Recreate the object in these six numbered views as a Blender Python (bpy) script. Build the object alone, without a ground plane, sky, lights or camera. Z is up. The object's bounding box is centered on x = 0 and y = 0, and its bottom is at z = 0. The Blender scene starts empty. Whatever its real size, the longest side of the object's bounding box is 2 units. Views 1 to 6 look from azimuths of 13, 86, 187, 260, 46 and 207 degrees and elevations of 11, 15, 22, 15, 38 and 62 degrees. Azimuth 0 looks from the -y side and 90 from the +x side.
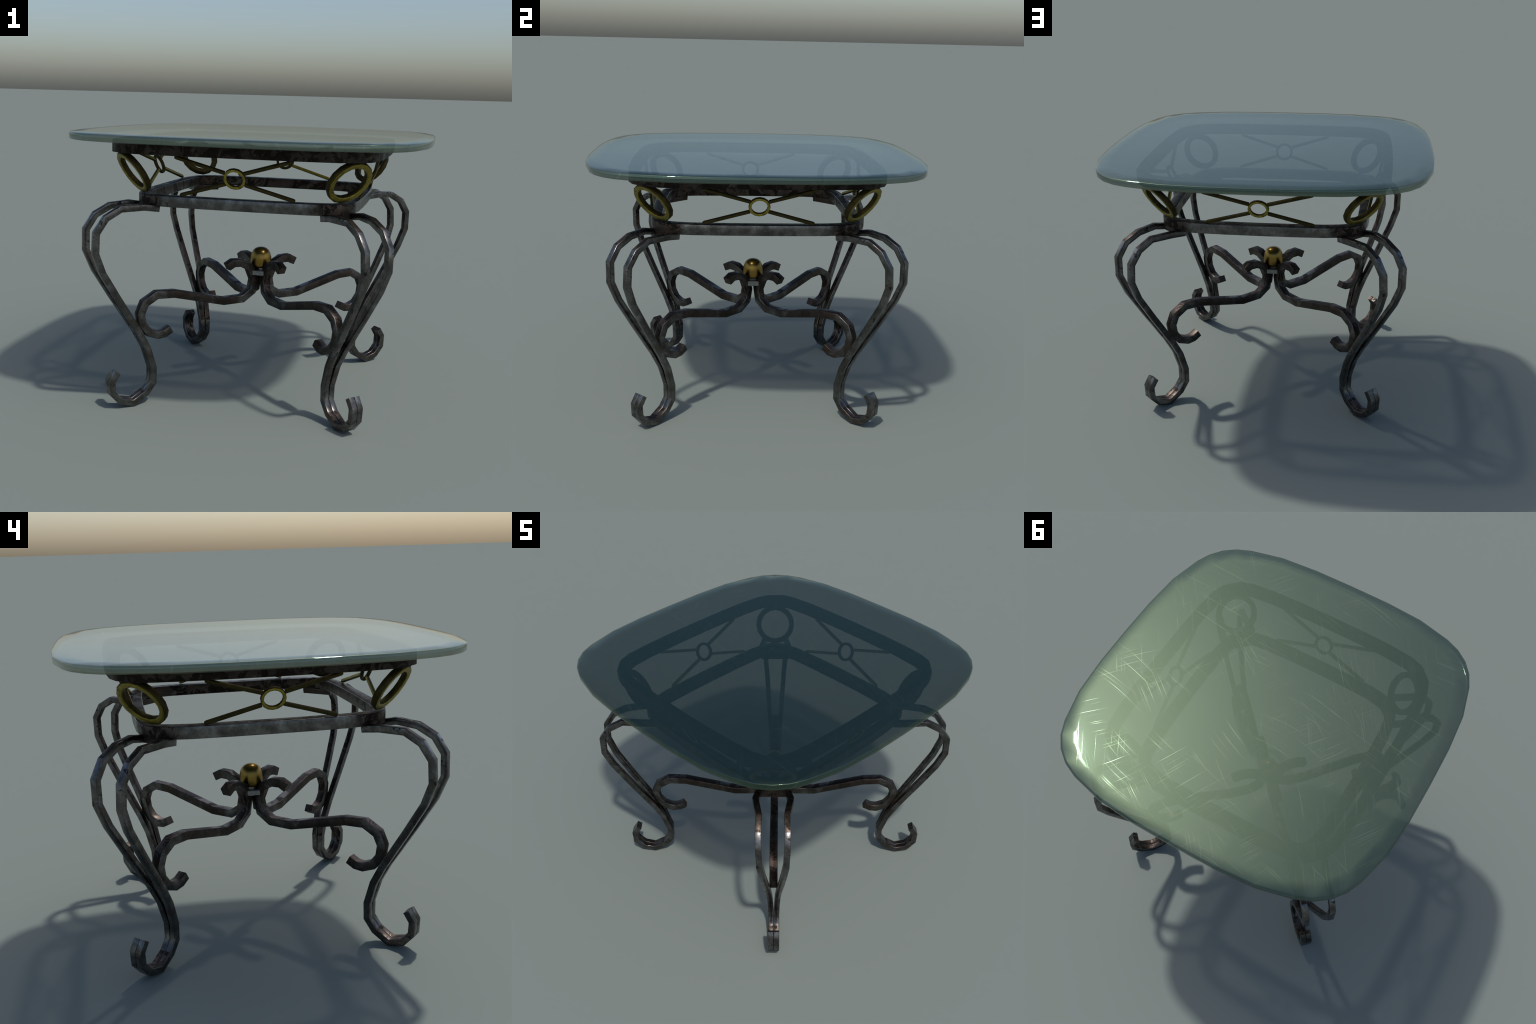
"""Wrought-iron side table with a tinted glass top.

Everything is described in one canonical corner (radial r, lateral l, height z)
or one canonical side (distance a, along t, height z) and repeated by quarter
turns about the z axis.
"""
import bpy, math
from mathutils import Vector, Matrix

# ------------------------------------------------------------------ helpers
def new_mesh_object(name, verts, faces, mats, slots=None, smooth=True):
    me = bpy.data.meshes.new(name)
    me.from_pydata([tuple(v) for v in verts], [], faces)
    me.validate()
    for m in mats:
        me.materials.append(m)
    if slots:
        for p, s in zip(me.polygons, slots):
            p.material_index = s
    for p in me.polygons:
        p.use_smooth = smooth
    me.update()
    ob = bpy.data.objects.new(name, me)
    bpy.context.scene.collection.objects.link(ob)
    return ob


def new_empty(name, parent=None):
    ob = bpy.data.objects.new(name, None)
    ob.empty_display_size = 0.1
    bpy.context.scene.collection.objects.link(ob)
    if parent:
        ob.parent = parent
    return ob


def chamfered_rect(w, h, c):
    """Rounded rectangle section (u = lateral, v = in plane), two-step corners.
    Returns points and, for the edge that starts at each point, its kind:
    0 = face whose normal is +-v, 1 = face whose normal is +-u, 2 = corner."""
    pts, kinds = [], []
    k = c * 0.29
    for sx, sy in ((1, -1), (1, 1), (-1, 1), (-1, -1)):
        X, Y = sx * w / 2, sy * h / 2
        a = (X, Y - sy * c)
        b = (X - sx * k, Y - sy * k)
        d = (X - sx * c, Y)
        tri = [a, b, d] if sx * sy > 0 else [d, b, a]
        after = 0 if sx * sy > 0 else 1
        pts += tri
        kinds += [2, 2, after]
    return pts, kinds


def sweep(points, side_axes, section, kinds, closed=False, caps=True, taper=None):
    """Sweep a section along a polyline with mitred joints."""
    n = len(points)
    P = [Vector(p) for p in points]
    verts, faces, slots = [], [], []
    m = len(section)
    for i in range(n):
        prv = P[i - 1] if (closed or i > 0) else None
        nxt = P[(i + 1) % n] if (closed or i < n - 1) else None
        d0 = (P[i] - prv).normalized() if prv is not None else (nxt - P[i]).normalized()
        d1 = (nxt - P[i]).normalized() if nxt is not None else d0
        t = (d0 + d1).normalized()
        s = Vector(side_axes[i] if isinstance(side_axes, list) else side_axes)
        s = (s - t * s.dot(t)).normalized()
        up = s.cross(t).normalized()
        half = math.acos(max(-1, min(1, d0.dot(d1)))) / 2
        bend = (d1 - d0)
        mit = 1 / max(0.6, math.cos(half))
        # the mitre stretches the section only in the direction of the bend
        mu = mv = 1.0
        if bend.length > 1e-6:
            bn = bend.normalized()
            mv = 1 + (mit - 1) * abs(bn.dot(up))
            mu = 1 + (mit - 1) * abs(bn.dot(s))
        k = taper[i] if taper else 1.0
        for (u, v) in section:
            verts.append(P[i] + s * (u * mu * k) + up * (v * mv * k))
    rings = n if closed else n - 1
    for i in range(rings):
        a, b = i * m, ((i + 1) % n) * m
        for j in range(m):
            j2 = (j + 1) % m
            faces.append((a + j, a + j2, b + j2, b + j))
            # 0 = -v face, 1 = lateral faces, 2 = chamfers, 3 = +v face
            if kinds[j] == 0:
                slots.append(3 if section[j][1] > 0 else 0)
            else:
                slots.append(kinds[j])
    if caps and not closed:
        faces.append(tuple(range(m - 1, -1, -1)))
        slots.append(0)
        faces.append(tuple((n - 1) * m + j for j in range(m)))
        slots.append(0)
    return verts, faces, slots


def mark_sharp_caps(ob):
    """Keep end caps flat: split n-gon caps from the tube."""
    me = ob.data
    for p in me.polygons:
        if len(p.vertices) > 4:
            p.use_smooth = False
            ks = {tuple(sorted(k)) for k in p.edge_keys}
            for e in me.edges:
                if tuple(sorted(e.vertices)) in ks:
                    e.use_edge_sharp = True


def copies(ob, count, parent):
    """Quarter-turn copies about z that share the mesh."""
    out = [ob]
    ob.parent = parent
    base = ob.rotation_euler.z
    for k in range(1, count):
        o = ob.copy()
        o.rotation_euler.z = base + k * math.pi / 2
        bpy.context.scene.collection.objects.link(o)
        o.parent = parent
        out.append(o)
    return out


# ---------------------------------------------------------------- materials
def node(nt, kind, loc=(0, 0), **props):
    n = nt.nodes.new(kind)
    n.location = loc
    for k, v in props.items():
        setattr(n, k, v)
    return n


def make_material(name):
    mat = bpy.data.materials.new(name)
    mat.use_nodes = True
    nt = mat.node_tree
    nt.nodes.clear()
    out = node(nt, 'ShaderNodeOutputMaterial', (900, 0))
    bsdf = node(nt, 'ShaderNodeBsdfPrincipled', (600, 0))
    nt.links.new(bsdf.outputs[0], out.inputs[0])
    return mat, nt, bsdf, out


def ramp(nt, src, stops, interp='LINEAR'):
    r = node(nt, 'ShaderNodeValToRGB')
    r.color_ramp.interpolation = interp
    el = r.color_ramp.elements
    while len(el) > 1:
        el.remove(el[-1])
    el[0].position, el[0].color = stops[0][0], tuple(stops[0][1]) + (1,)
    for pos, col in stops[1:]:
        e = el.new(pos)
        e.color = tuple(col) + (1,)
    nt.links.new(src, r.inputs[0])
    return r.outputs[0]


def g(v):
    return (v, v, v)


def noise(nt, vec, scale, detail=4, rough=0.55, distortion=0.0, lac=2.0):
    n = node(nt, 'ShaderNodeTexNoise')
    n.inputs['Scale'].default_value = scale
    n.inputs['Detail'].default_value = detail
    n.inputs['Roughness'].default_value = rough
    n.inputs['Lacunarity'].default_value = lac
    n.inputs['Distortion'].default_value = distortion
    nt.links.new(vec, n.inputs['Vector'])
    return n.outputs[0]


def mapping(nt, vec, loc=(0, 0, 0), rot=(0, 0, 0), scale=(1, 1, 1)):
    n = node(nt, 'ShaderNodeMapping')
    n.inputs['Location'].default_value = loc
    n.inputs['Rotation'].default_value = rot
    n.inputs['Scale'].default_value = scale
    nt.links.new(vec, n.inputs['Vector'])
    return n.outputs[0]


def mix(nt, fac, a, b, blend='MIX'):
    n = node(nt, 'ShaderNodeMix', data_type='RGBA', blend_type=blend)
    if isinstance(fac, (int, float)):
        n.inputs[0].default_value = fac
    else:
        nt.links.new(fac, n.inputs[0])
    for i, c in ((6, a), (7, b)):
        if isinstance(c, tuple):
            n.inputs[i].default_value = c + (1,)
        else:
            nt.links.new(c, n.inputs[i])
    return n.outputs[2]


def math_node(nt, op, a, b=0.0, clamp=False):
    n = node(nt, 'ShaderNodeMath', operation=op, use_clamp=clamp)
    for i, c in ((0, a), (1, b)):
        if isinstance(c, (int, float)):
            n.inputs[i].default_value = c
        else:
            nt.links.new(c, n.inputs[i])
    return n.outputs[0]


def iron_material(name, rust, shift, grain=1.0, bands=None, tone=1.0, flaking=1.0):
    """Forged iron. rust = 0: bare grey steel with brown tinge, 1: brown scale
    covered in near-black flakes. bands = (axis limit) rusts only the corners."""
    mat, nt, bsdf, out = make_material(name)
    tc = node(nt, 'ShaderNodeTexCoord')
    ob = mapping(nt, tc.outputs['Object'], loc=shift)
    steel = ramp(nt, noise(nt, ob, 14 * grain, 5, 0.6),
                 [(0.32, (0.082, 0.076, 0.070)), (0.50, (0.140, 0.136, 0.130)), (0.68, (0.235, 0.232, 0.227))])
    speck = ramp(nt, noise(nt, ob, 70 * grain, 4, 0.7), [(0.35, g(0.75)), (0.65, g(1.1))])
    steel = mix(nt, 1.0, steel, speck, 'MULTIPLY')
    brown = ramp(nt, noise(nt, ob, 12 * grain, 6, 0.65),
                 [(0.35, (0.052 * tone, 0.037 * tone, 0.029 * tone)), (0.65, (0.098 * tone, 0.071 * tone, 0.057 * tone))])
    black = ramp(nt, noise(nt, ob, 30 * grain, 4, 0.6),
                 [(0.35, (0.010, 0.0075, 0.006)), (0.65, (0.024, 0.017, 0.013))])
    stain = ramp(nt, noise(nt, ob, 5.5 * grain, 7, 0.62, 0.4),
                 [(0.66 - 0.40 * rust, g(0)), (0.80 - 0.36 * rust, g(1))])
    flake = ramp(nt, noise(nt, ob, 13 * grain, 9, 0.70, 0.7),
                 [(0.63 - 0.14 * rust, g(0)), (0.645 - 0.14 * rust, g(1))])
    broad = ramp(nt, noise(nt, mapping(nt, ob, loc=(4, 4, 4)), 4.0 * grain, 3, 0.5),
                 [(0.52 - 0.16 * rust, g(0)), (0.60 - 0.16 * rust, g(1))])
    flake = math_node(nt, 'MULTIPLY', math_node(nt, 'MULTIPLY', flake, broad), flaking)
    if bands:
        # rust gathers towards the bent corners: distance along the side
        sep = node(nt, 'ShaderNodeSeparateXYZ')
        nt.links.new(tc.outputs['Object'], sep.inputs[0])
        along = math_node(nt, 'MINIMUM', math_node(nt, 'ABSOLUTE', sep.outputs[0]),
                          math_node(nt, 'ABSOLUTE', sep.outputs[1]))
        wob = math_node(nt, 'ADD', along, math_node(nt, 'MULTIPLY', noise(nt, ob, 9, 4, 0.6), 0.12))
        corner = ramp(nt, wob, [(bands[0], g(0)), (bands[1], g(1))])
        stain = math_node(nt, 'MAXIMUM', stain, corner)
        flake = math_node(nt, 'MAXIMUM', flake, math_node(nt, 'MULTIPLY', corner,
                ramp(nt, noise(nt, ob, 20, 8, 0.7, 0.6), [(0.47, g(0)), (0.50, g(1))])))
    c = mix(nt, math_node(nt, 'MULTIPLY', stain, 0.9), steel, brown)
    c = mix(nt, math_node(nt, 'MULTIPLY', flake, 0.92), c, black)
    nt.links.new(c, bsdf.inputs['Base Color'])
    covered = math_node(nt, 'MAXIMUM', math_node(nt, 'MULTIPLY', stain, 0.6), flake)
    nt.links.new(ramp(nt, covered, [(0.0, g(0.27)), (1.0, g(0.58))]), bsdf.inputs['Roughness'])
    nt.links.new(ramp(nt, covered, [(0.0, g(1.0)), (1.0, g(0.85))]), bsdf.inputs['Metallic'])
    bsdf.inputs['Specular IOR Level'].default_value = 0.35
    b = node(nt, 'ShaderNodeBump')
    b.inputs['Strength'].default_value = 0.18
    b.inputs['Distance'].default_value = 0.003
    hsum = math_node(nt, 'ADD', math_node(nt, 'MULTIPLY', flake, -0.5), noise(nt, ob, 60, 3, 0.6))
    nt.links.new(hsum, b.inputs['Height'])
    nt.links.new(b.outputs[0], bsdf.inputs['Normal'])
    return mat


def brass_material(name, tarnish, gain=1.0):
    mat, nt, bsdf, out = make_material(name)
    tc = node(nt, 'ShaderNodeTexCoord')
    ob = tc.outputs['Object']
    gold = ramp(nt, noise(nt, ob, 30, 5, 0.6),
                [(p, tuple(gain * v for v in c)) for p, c in
                 ((0.3, (0.18, 0.145, 0.020)), (0.6, (0.29, 0.235, 0.037)), (0.8, (0.36, 0.30, 0.10)))])
    dark = ramp(nt, noise(nt, ob, 26, 5, 0.6),
                [(0.35, (0.016, 0.011, 0.007)), (0.7, (0.055, 0.038, 0.022))])
    mask = ramp(nt, noise(nt, ob, 15, 8, 0.68, 0.8),
                [(0.66 - tarnish * 0.32, g(0)), (0.74 - tarnish * 0.32, g(1))])
    c = mix(nt, math_node(nt, 'MULTIPLY', mask, 0.85), gold, dark)
    nt.links.new(c, bsdf.inputs['Base Color'])
    bsdf.inputs['Metallic'].default_value = 0.85
    nt.links.new(ramp(nt, mask, [(0, g(0.45)), (1, g(0.62))]), bsdf.inputs['Roughness'])
    b = node(nt, 'ShaderNodeBump')
    b.inputs['Strength'].default_value = 0.2
    b.inputs['Distance'].default_value = 0.003
    nt.links.new(noise(nt, ob, 70, 4, 0.6), b.inputs['Height'])
    nt.links.new(b.outputs[0], bsdf.inputs['Normal'])
    return mat


def gold_ball_material():
    mat, nt, bsdf, out = make_material('polished_brass')
    bsdf.inputs['Base Color'].default_value = (0.28, 0.18, 0.045, 1)
    bsdf.inputs['Metallic'].default_value = 1.0
    bsdf.inputs['Roughness'].default_value = 0.28
    return mat


def collar_material():
    mat, nt, bsdf, out = make_material('bright_steel')
    tc = node(nt, 'ShaderNodeTexCoord')
    c = ramp(nt, noise(nt, tc.outputs['Object'], 120, 4), [(0.3, g(0.18)), (0.7, g(0.32))])
    nt.links.new(c, bsdf.inputs['Base Color'])
    bsdf.inputs['Metallic'].default_value = 1.0
    bsdf.inputs['Roughness'].default_value = 0.35
    return mat


GLASS_TINT = (0.110, 0.166, 0.120)
GLASS_ALPHA = 0.66
def glass_material():
    mat, nt, bsdf, out = make_material('tinted_glass')
    tc = node(nt, 'ShaderNodeTexCoord')
    ob = tc.outputs['Object']
    # hair scratches: strongly stretched noise in a few directions, thresholded,
    # and gathered into worn patches by a broad noise
    lines = None
    warp = node(nt, 'ShaderNodeVectorMath', operation='ADD')
    nt.links.new(ob, warp.inputs[0])
    bow = node(nt, 'ShaderNodeTexNoise')
    bow.inputs['Scale'].default_value = 1.3
    bow.inputs['Detail'].default_value = 0
    nt.links.new(ob, bow.inputs['Vector'])
    sc_b = node(nt, 'ShaderNodeVectorMath', operation='SCALE')
    sc_b.inputs['Scale'].default_value = 0.25
    nt.links.new(bow.outputs[1], sc_b.inputs[0])
    nt.links.new(sc_b.outputs[0], warp.inputs[1])
    for ang, sc, ln, seed in ((2.15, 190, 1.8, 1.3), (2.55, 230, 2.2, 4.1), (1.75, 200, 2.0, 7.7), (0.6, 210, 3.0, 9.2)):
        v = mapping(nt, warp.outputs[0], loc=(seed, seed * 2, seed), rot=(0, 0, ang))
        v = mapping(nt, v, scale=(sc, ln, 1))
        n = noise(nt, v, 1.0, 0, 0.4)
        l = ramp(nt, n, [(0.72, g(0)), (0.80, g(1))])
        where = ramp(nt, noise(nt, mapping(nt, ob, loc=(seed * 3, seed, 0)), 2.4, 2, 0.6), [(0.47, g(0)), (0.60, g(1))])
        l = math_node(nt, 'MULTIPLY', l, where)
        lines = l if lines is None else math_node(nt, 'MAXIMUM', lines, l)
    scr = lines
    tint = mix(nt, math_node(nt, 'MULTIPLY', scr, 0.32), GLASS_TINT, (0.30, 0.40, 0.26))
    nt.links.new(tint, bsdf.inputs['Base Color'])
    bsdf.inputs['Metallic'].default_value = 1.0
    rg = ramp(nt, scr, [(0, g(0.035)), (1, g(0.15))])
    nt.links.new(rg, bsdf.inputs['Roughness'])
    bsdf.inputs['Alpha'].default_value = GLASS_ALPHA
    return mat


IRON_FACE = iron_material('rusted_iron', 0.95, (0, 0, 0), tone=0.85)
IRON_SIDE = iron_material('worn_steel', 0.30, (3, 1, 2))
IRON_EDGE = iron_material('worn_steel_edge', 0.30, (3, 1, 2))
SCROLL_SIDE = iron_material('browned_steel', 0.75, (7, 3, 1), flaking=0.35, tone=0.66)
FRAME_DARK = iron_material('blackened_iron', 1.1, (2, 5, 0), tone=0.5)
FRAME_STEEL = iron_material('frame_steel', 0.05, (1, 6, 3), bands=(0.46, 0.52))
BRASS_FACE = brass_material('aged_brass', 0.30)
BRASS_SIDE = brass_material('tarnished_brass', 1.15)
BRASS_ROD = brass_material('bright_brass', 0.12, 1.3)
BALL = gold_ball_material()
STEEL = collar_material()
GLASS = glass_material()
IRON = [IRON_FACE, IRON_SIDE, IRON_EDGE]
UPPER_IRON = [FRAME_DARK, FRAME_DARK, FRAME_DARK]
LOWER_IRON = [IRON_FACE, FRAME_STEEL, FRAME_STEEL]
SCROLL_IRON = [IRON_FACE, SCROLL_SIDE, SCROLL_SIDE, IRON_FACE]

# --------------------------------------------------------------- the table
table = new_empty('side_table')
table['label'] = 'wrought iron side table with green glass top and brass ornaments'
table['category'] = 'side table'


def eightfold(octant):
    """Closed outline from the half-side points (a, t), t from 0 to the diagonal."""
    half = octant[:]
    diag = abs(half[-1][0] - half[-1][1]) < 1e-6
    back = [(t, a) for a, t in reversed(half)]
    if diag:
        back = back[1:]
    quarter = half + back          # from the +x axis to the +y axis
    if abs(quarter[-1][0]) < 1e-9:
        quarter = quarter[:-1]     # the axis point starts the next quarter
    out = []
    for k in range(4):
        c, s = [(1, 0), (0, 1), (-1, 0), (0, -1)][k]
        out += [(c * x - s * y, s * x + c * y) for x, y in quarter]
    return out


# glass slab: rounded square, smooth-shaded rim
GLASS_BOTTOM, GLASS_TOP = 1.528, 1.5705
glass_outline = eightfold([(1.0, 0.0), (0.997, 0.25), (0.979, 0.481), (0.930, 0.681), (0.892, 0.767), (0.8375, 0.8375)])
# (scale, height, tilt of the shading normal from vertical in degrees): flat
# plate, softly rolled-over polished margin, nearly square edge
GLASS_LOOPS = [(0.920, GLASS_TOP, 0), (0.989, GLASS_TOP - 0.003, 9), (0.9985, GLASS_TOP - 0.0042, 32),
               (1.0, GLASS_TOP - 0.0065, 72), (1.0, GLASS_BOTTOM + 0.006, 108),
               (0.9975, GLASS_BOTTOM + 0.003, 148), (0.988, GLASS_BOTTOM + 0.001, 171), (0.920, GLASS_BOTTOM, 180)]
def build_glass():
    n = len(glass_outline)
    verts, faces, normals = [], [], []
    for j, (k, zz, tilt) in enumerate(GLASS_LOOPS):
        for i, (x, y) in enumerate(glass_outline):
            verts.append((x * k, y * k, zz))
            px, py = glass_outline[i - 1]
            qx, qy = glass_outline[(i + 1) % n]
            out = Vector((qy - py, px - qx, 0)).normalized()
            a = tilt
            if j == 1:                       # corner normals tilted unevenly to draw streaks of ground reflection
                fold = abs(abs(x) - abs(y))
                a = 9 if fold > 0.3 else (14 if i % 2 else 8)
            a = math.radians(a)
            normals.append(out * math.sin(a) + Vector((0, 0, math.cos(a))))
    for j in range(len(GLASS_LOOPS) - 1):
        for i in range(n):
            i2 = (i + 1) % n
            faces.append((j * n + i2, j * n + i, (j + 1) * n + i, (j + 1) * n + i2))
    faces.append(tuple(range(n)))
    faces.append(tuple((len(GLASS_LOOPS) - 1) * n + i for i in range(n - 1, -1, -1)))
    ob = new_mesh_object('glass_top', verts, faces, [GLASS])
    ob.data.normals_split_custom_set_from_vertices([tuple(v) for v in normals])
    return ob
glass = build_glass()
glass.parent = table


def build_frame(name, octant, width, z0, z1, chamfer, mats):
    """Closed flat-bar ring; octant describes its outer outline."""
    outer = eightfold(octant)
    n = len(outer)
    P = [Vector((x, y, 0)) for x, y in outer]
    inner = []
    for i in range(n):
        d0 = (P[i] - P[i - 1]).normalized()
        d1 = (P[(i + 1) % n] - P[i]).normalized()
        nrm = (Vector((-d0.y, d0.x, 0)) + Vector((-d1.y, d1.x, 0))).normalized()
        half = math.acos(max(-1, min(1, d0.dot(d1)))) / 2
        inner.append((P[i], nrm / math.cos(half)))
    # section in (depth from the outer face, z)
    sec, kinds = chamfered_rect(width, z1 - z0, chamfer)
    m = len(sec)
    verts, faces, slots = [], [], []
    for p, nrm in inner:
        for u, v in sec:
            q = p + nrm * (width / 2 + u)
            verts.append((q.x, q.y, (z0 + z1) / 2 + v))
    for i in range(n):
        a, b = i * m, ((i + 1) % n) * m
        for j in range(m):
            j2 = (j + 1) % m
            faces.append((a + j, b + j, b + j2, a + j2))
            u = (sec[j][0] + sec[j2][0]) / 2
            # 0 top/bottom and inner faces, 1 outer face, 2 edges
            slots.append(2 if kinds[j] == 2 else (1 if (kinds[j] == 1 and u < 0) else 0))
    return new_mesh_object(name, verts, faces, mats, slots)

upper = build_frame('upper_frame',
                    [(0.758, 0.0), (0.756, 0.22), (0.749, 0.40), (0.733, 0.55), (0.706, 0.627)],
                    0.054, 1.460, 1.5265, 0.003, UPPER_IRON)
upper.parent = table
lower = build_frame('lower_frame',
                    [(0.633, 0.0), (0.631, 0.20), (0.624, 0.38), (0.608, 0.475), (0.584, 0.544)],
                    0.066, 1.171, 1.2318, 0.003, LOWER_IRON)
lower.parent = table


# legs: two square bars each, canonical corner along +x, then turned 45 degrees
LEG_PATH = [  # r, l, z from the end under the lower frame to the curled toe
    (0.731, 0.078, 1.153), (0.829, 0.098, 1.168), (0.951, 0.077, 1.161), (1.038, 0.080, 1.115),
    (1.092, 0.078, 1.037), (1.096, 0.073, 0.924), (1.053, 0.062, 0.812), (0.960, 0.050, 0.655),
    (0.824, 0.0325, 0.435), (0.772, 0.0255, 0.335), (0.735, 0.020, 0.212), (0.735, 0.0179, 0.125), (0.779, 0.0179, 0.066),
    (0.859, 0.0179, 0.0190), (0.937, 0.0179, 0.040), (0.985, 0.0179, 0.096), (0.989, 0.0179, 0.165),
    (0.955, 0.0179, 0.216)]
LEG_BAR = 0.0345
def build_leg_bar(sign):
    sec, kinds = chamfered_rect(LEG_BAR, 0.0355, 0.003)
    v, f, s = sweep([(r, sign * l, z) for r, l, z in LEG_PATH], (0, 1, 0), sec, kinds)
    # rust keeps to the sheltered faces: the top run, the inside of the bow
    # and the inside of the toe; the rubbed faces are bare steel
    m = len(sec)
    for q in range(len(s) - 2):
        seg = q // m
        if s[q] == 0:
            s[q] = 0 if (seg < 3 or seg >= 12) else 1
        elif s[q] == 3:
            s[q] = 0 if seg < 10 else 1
    ob = new_mesh_object('leg_bar', v, f, IRON, s)
    mark_sharp_caps(ob)
    return ob

def build_mounting_plate():
    """Flat plate that joins the two bar ends under the lower frame."""
    sec, kinds = chamfered_rect(0.180, 0.0345, 0.003)
    v, f, s = sweep([(0.7318, 0, 1.1525), (0.752, 0, 1.1556), (0.770, 0, 1.1584)], (0, 1, 0), sec, kinds)
    ob = new_mesh_object('mounting_plate', v, f, [IRON_FACE])
    mark_sharp_caps(ob)
    return ob

bars = [build_leg_bar(1), build_leg_bar(-1), build_mounting_plate()]
for k in range(4):
    leg = new_empty('leg', table)
    leg.rotation_euler.z = math.pi / 4 + k * math.pi / 2
    for b in bars:
        o = b if k == 0 else b.copy()
        if k:
            bpy.context.scene.collection.objects.link(o)
        o.parent = leg

# stretcher: four scrolled bars meeting under a brass ball
stretcher = new_empty('stretcher', table)
SCROLL_PATH = [  # r, z from the drooping petal tip over the hub out to the scroll
    (0.240, 0.763), (0.200, 0.784), (0.146, 0.782), (0.085, 0.750), (0.052, 0.672), (0.066, 0.600),
    (0.135, 0.556), (0.265, 0.555), (0.595, 0.637), (0.707, 0.642), (0.781, 0.600), (0.807, 0.540),
    (0.798, 0.478), (0.758, 0.425), (0.700, 0.402), (0.658, 0.406), (0.618, 0.428)]
sec, kinds = chamfered_rect(0.050, 0.046, 0.0035)
v, f, s = sweep([(r, 0, z) for r, z in SCROLL_PATH], (0, 1, 0), sec, kinds,
                taper=[1.03, 1.03, 1.02, 1.01] + [1.0] * (len(SCROLL_PATH) - 4))
arm = new_mesh_object('scroll_arm', v, f, SCROLL_IRON, s)
mark_sharp_caps(arm)
arm.rotation_euler.z = math.pi / 4
copies(arm, 4, stretcher)


def revolve(name, profile, segments, mats):
    verts, faces = [], []
    n = len(profile)
    for i in range(segments):
        a = 2 * math.pi * i / segments
        verts += [(r * math.cos(a), r * math.sin(a), z) for r, z in profile]
    for i in range(segments):
        a, b = i * n, ((i + 1) % segments) * n
        for j in range(n - 1):
            faces.append((a + j, b + j, b + j + 1, a + j + 1))
    top = len(verts)
    faces.append(tuple(i * n for i in range(segments - 1, -1, -1)))
    faces.append(tuple(i * n + n - 1 for i in range(segments)))
    return new_mesh_object(name, verts, faces, mats)

ball = revolve('ball_finial', [(0.046, 0.742), (0.058, 0.748), (0.0635, 0.764), (0.0648, 0.785), (0.0635, 0.807),
                               (0.0585, 0.829), (0.049, 0.848), (0.035, 0.860), (0.018, 0.8665), (0.004, 0.868)], 32, [BALL])
ball.parent = stretcher
def build_collar():
    """Square steel clamp with cut corners that binds the four arms."""
    outline = []
    for c, d in ((1, 0), (0, 1), (-1, 0), (0, -1)):
        for t in (-0.040, 0.040):
            outline.append((c * 0.070 - d * t, d * 0.070 + c * t))
    verts, faces = [], []
    for k, zz in ((0.94, 0.698), (1.0, 0.702), (1.0, 0.727), (0.94, 0.731)):
        verts += [(x * k, y * k, zz) for x, y in outline]
    n = len(outline)
    for j in range(3):
        for i in range(n):
            i2 = (i + 1) % n
            faces.append((j * n + i, j * n + i2, (j + 1) * n + i2, (j + 1) * n + i))
    faces.append(tuple(range(n - 1, -1, -1)))
    faces.append(tuple(3 * n + i for i in range(n)))
    return new_mesh_object('collar', verts, faces, [STEEL], smooth=False)
collar = build_collar()
collar.parent = stretcher

# corner medallions: flat 16-sided brass hoops leaning between the two frames
def build_medallion():
    R, H, D, N, C = 0.132, 0.0985, 0.034, 16, 0.004
    th = math.radians(33)
    up = Vector((math.sin(th), 0, math.cos(th)))
    nrm = Vector((math.cos(th), 0, -math.sin(th)))
    c0 = Vector((0.853, 0, 1.345))
    side = Vector((0, 1, 0))
    # section around the hoop: (radius, depth behind the front face)
    sec = [(R - C, 0), (R, C), (R, D - C), (R - C, D), (H + C, D), (H, D - C), (H, C), (H + C, 0)]
    slot = [1, 1, 1, 1, 1, 1, 0, 0]
    verts, faces, slots = [], [], []
    for i in range(N):
        a = 2 * math.pi * i / N
        d = side * math.cos(a) + up * math.sin(a)
        for r, dep in sec:
            verts.append(c0 + d * r - nrm * dep)
    m = len(sec)
    for i in range(N):
        a, b = i * m, ((i + 1) % N) * m
        for j in range(m):
            j2 = (j + 1) % m
            faces.append((a + j, a + j2, b + j2, b + j))
            slots.append(slot[j])
    ob = new_mesh_object('medallion', verts, faces, [BRASS_FACE, BRASS_SIDE], slots)
    return ob
med = build_medallion()
med.rotation_euler.z = math.pi / 4
copies(med, 4, table)

# side ornaments: a small ring with four rods, leaning between the frames
ORN_TILT = math.atan2(0.712 - 0.619, 1.452 - 1.243)
ORN_UP = Vector((math.sin(ORN_TILT), 0, math.cos(ORN_TILT)))
ORN_OUT = Vector((math.cos(ORN_TILT), 0, -math.sin(ORN_TILT)))
ORN_C = Vector((0.6655, 0, 1.3475))
ORN_SIDE = Vector((0, 1, 0))

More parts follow.
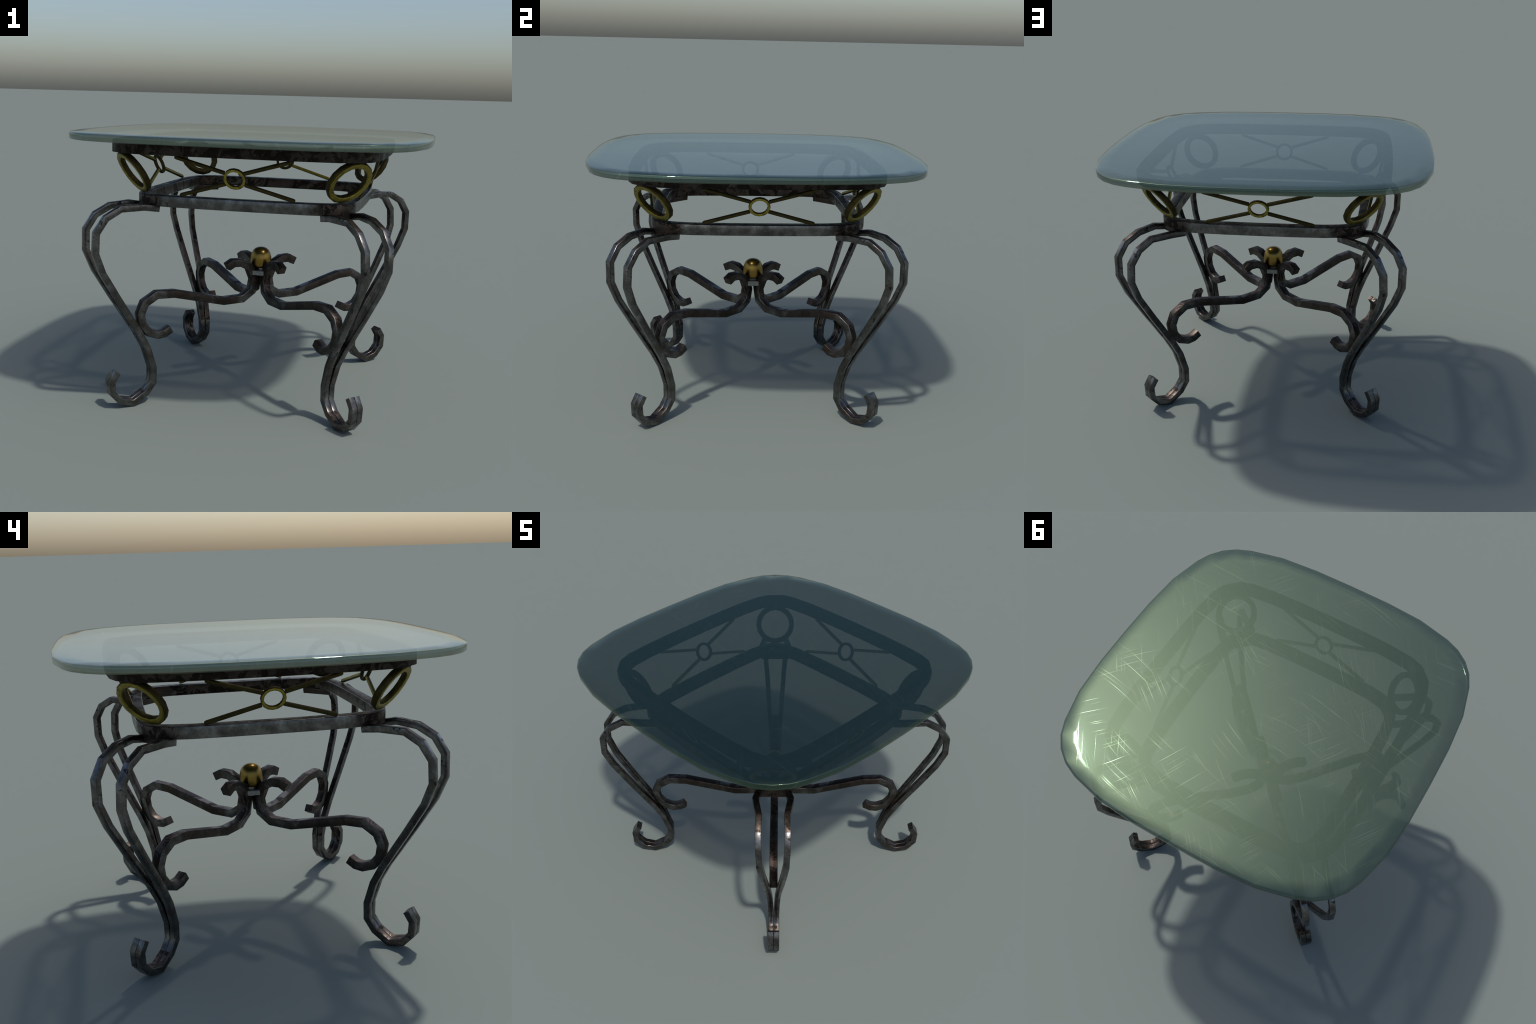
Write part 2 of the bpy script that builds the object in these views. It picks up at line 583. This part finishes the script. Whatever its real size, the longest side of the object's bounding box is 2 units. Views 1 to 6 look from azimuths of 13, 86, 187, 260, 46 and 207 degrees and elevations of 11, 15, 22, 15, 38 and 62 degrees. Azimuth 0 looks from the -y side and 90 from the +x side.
def build_brace_ring():
    R, H, D, N = 0.0615, 0.0455, 0.018, 16
    C = 0.002
    sec = [(R - C, 0), (R, C), (R, D - C), (R - C, D), (H + C, D), (H, D - C), (H, C), (H + C, 0)]
    slot = [1, 1, 1, 1, 1, 1, 0, 0]
    verts, faces, slots = [], [], []
    m = len(sec)
    for i in range(N):
        a = 2 * math.pi * (i + 0.0) / N
        d = ORN_SIDE * math.cos(a) + ORN_UP * math.sin(a)
        for r, dep in sec:
            verts.append(ORN_C + d * r + ORN_OUT * (D / 2 - dep))
    for i in range(N):
        a, b = i * m, ((i + 1) % N) * m
        for j in range(m):
            j2 = (j + 1) % m
            faces.append((a + j, a + j2, b + j2, b + j))
            slots.append(slot[j])
    return new_mesh_object('brace_ring', verts, faces, [BRASS_ROD, BRASS_SIDE], slots)

def build_brace_rod(st, sh):
    t0, h0, t1, h1 = 0.052, 0.033, 0.318, 0.117
    a = ORN_C + ORN_SIDE * st * t0 + ORN_UP * sh * h0
    b = ORN_C + ORN_SIDE * st * t1 + ORN_UP * sh * h1
    d = (b - a).normalized()
    sec, kinds = chamfered_rect(0.017, 0.018, 0.0022)
    pts = [a, b - d * 0.012, b - d * 0.004, b]
    v, f, s = sweep(pts, ORN_OUT, sec, kinds, taper=[1, 1, 0.85, 0.45])
    # outward faces take the brighter brass, the others the darker brass
    slots = []
    for fc in f:
        q = [Vector(v[i]) for i in fc]
        n = (q[1] - q[0]).cross(q[2] - q[0])
        slots.append(0 if n.length > 0 and n.normalized().dot(ORN_OUT) > 0.6 else 1)
    ob = new_mesh_object('brace_rod', v, f, [BRASS_ROD, BRASS_SIDE], slots)
    mark_sharp_caps(ob)
    return ob

pieces = [build_brace_ring()] + [build_brace_rod(a, b) for a in (1, -1) for b in (1, -1)]
for k in range(4):
    brace = new_empty('cross_brace', table)
    brace.rotation_euler.z = k * math.pi / 2
    for p in pieces:
        o = p if k == 0 else p.copy()
        if k:
            bpy.context.scene.collection.objects.link(o)
        o.parent = brace

# consistent outward normals on every mesh
import bmesh
for me in {o.data for o in bpy.context.scene.objects if o.type == 'MESH' and o is not glass}:
    bm = bmesh.new()
    bm.from_mesh(me)
    bmesh.ops.recalc_face_normals(bm, faces=bm.faces)
    bm.to_mesh(me)
    bm.free()
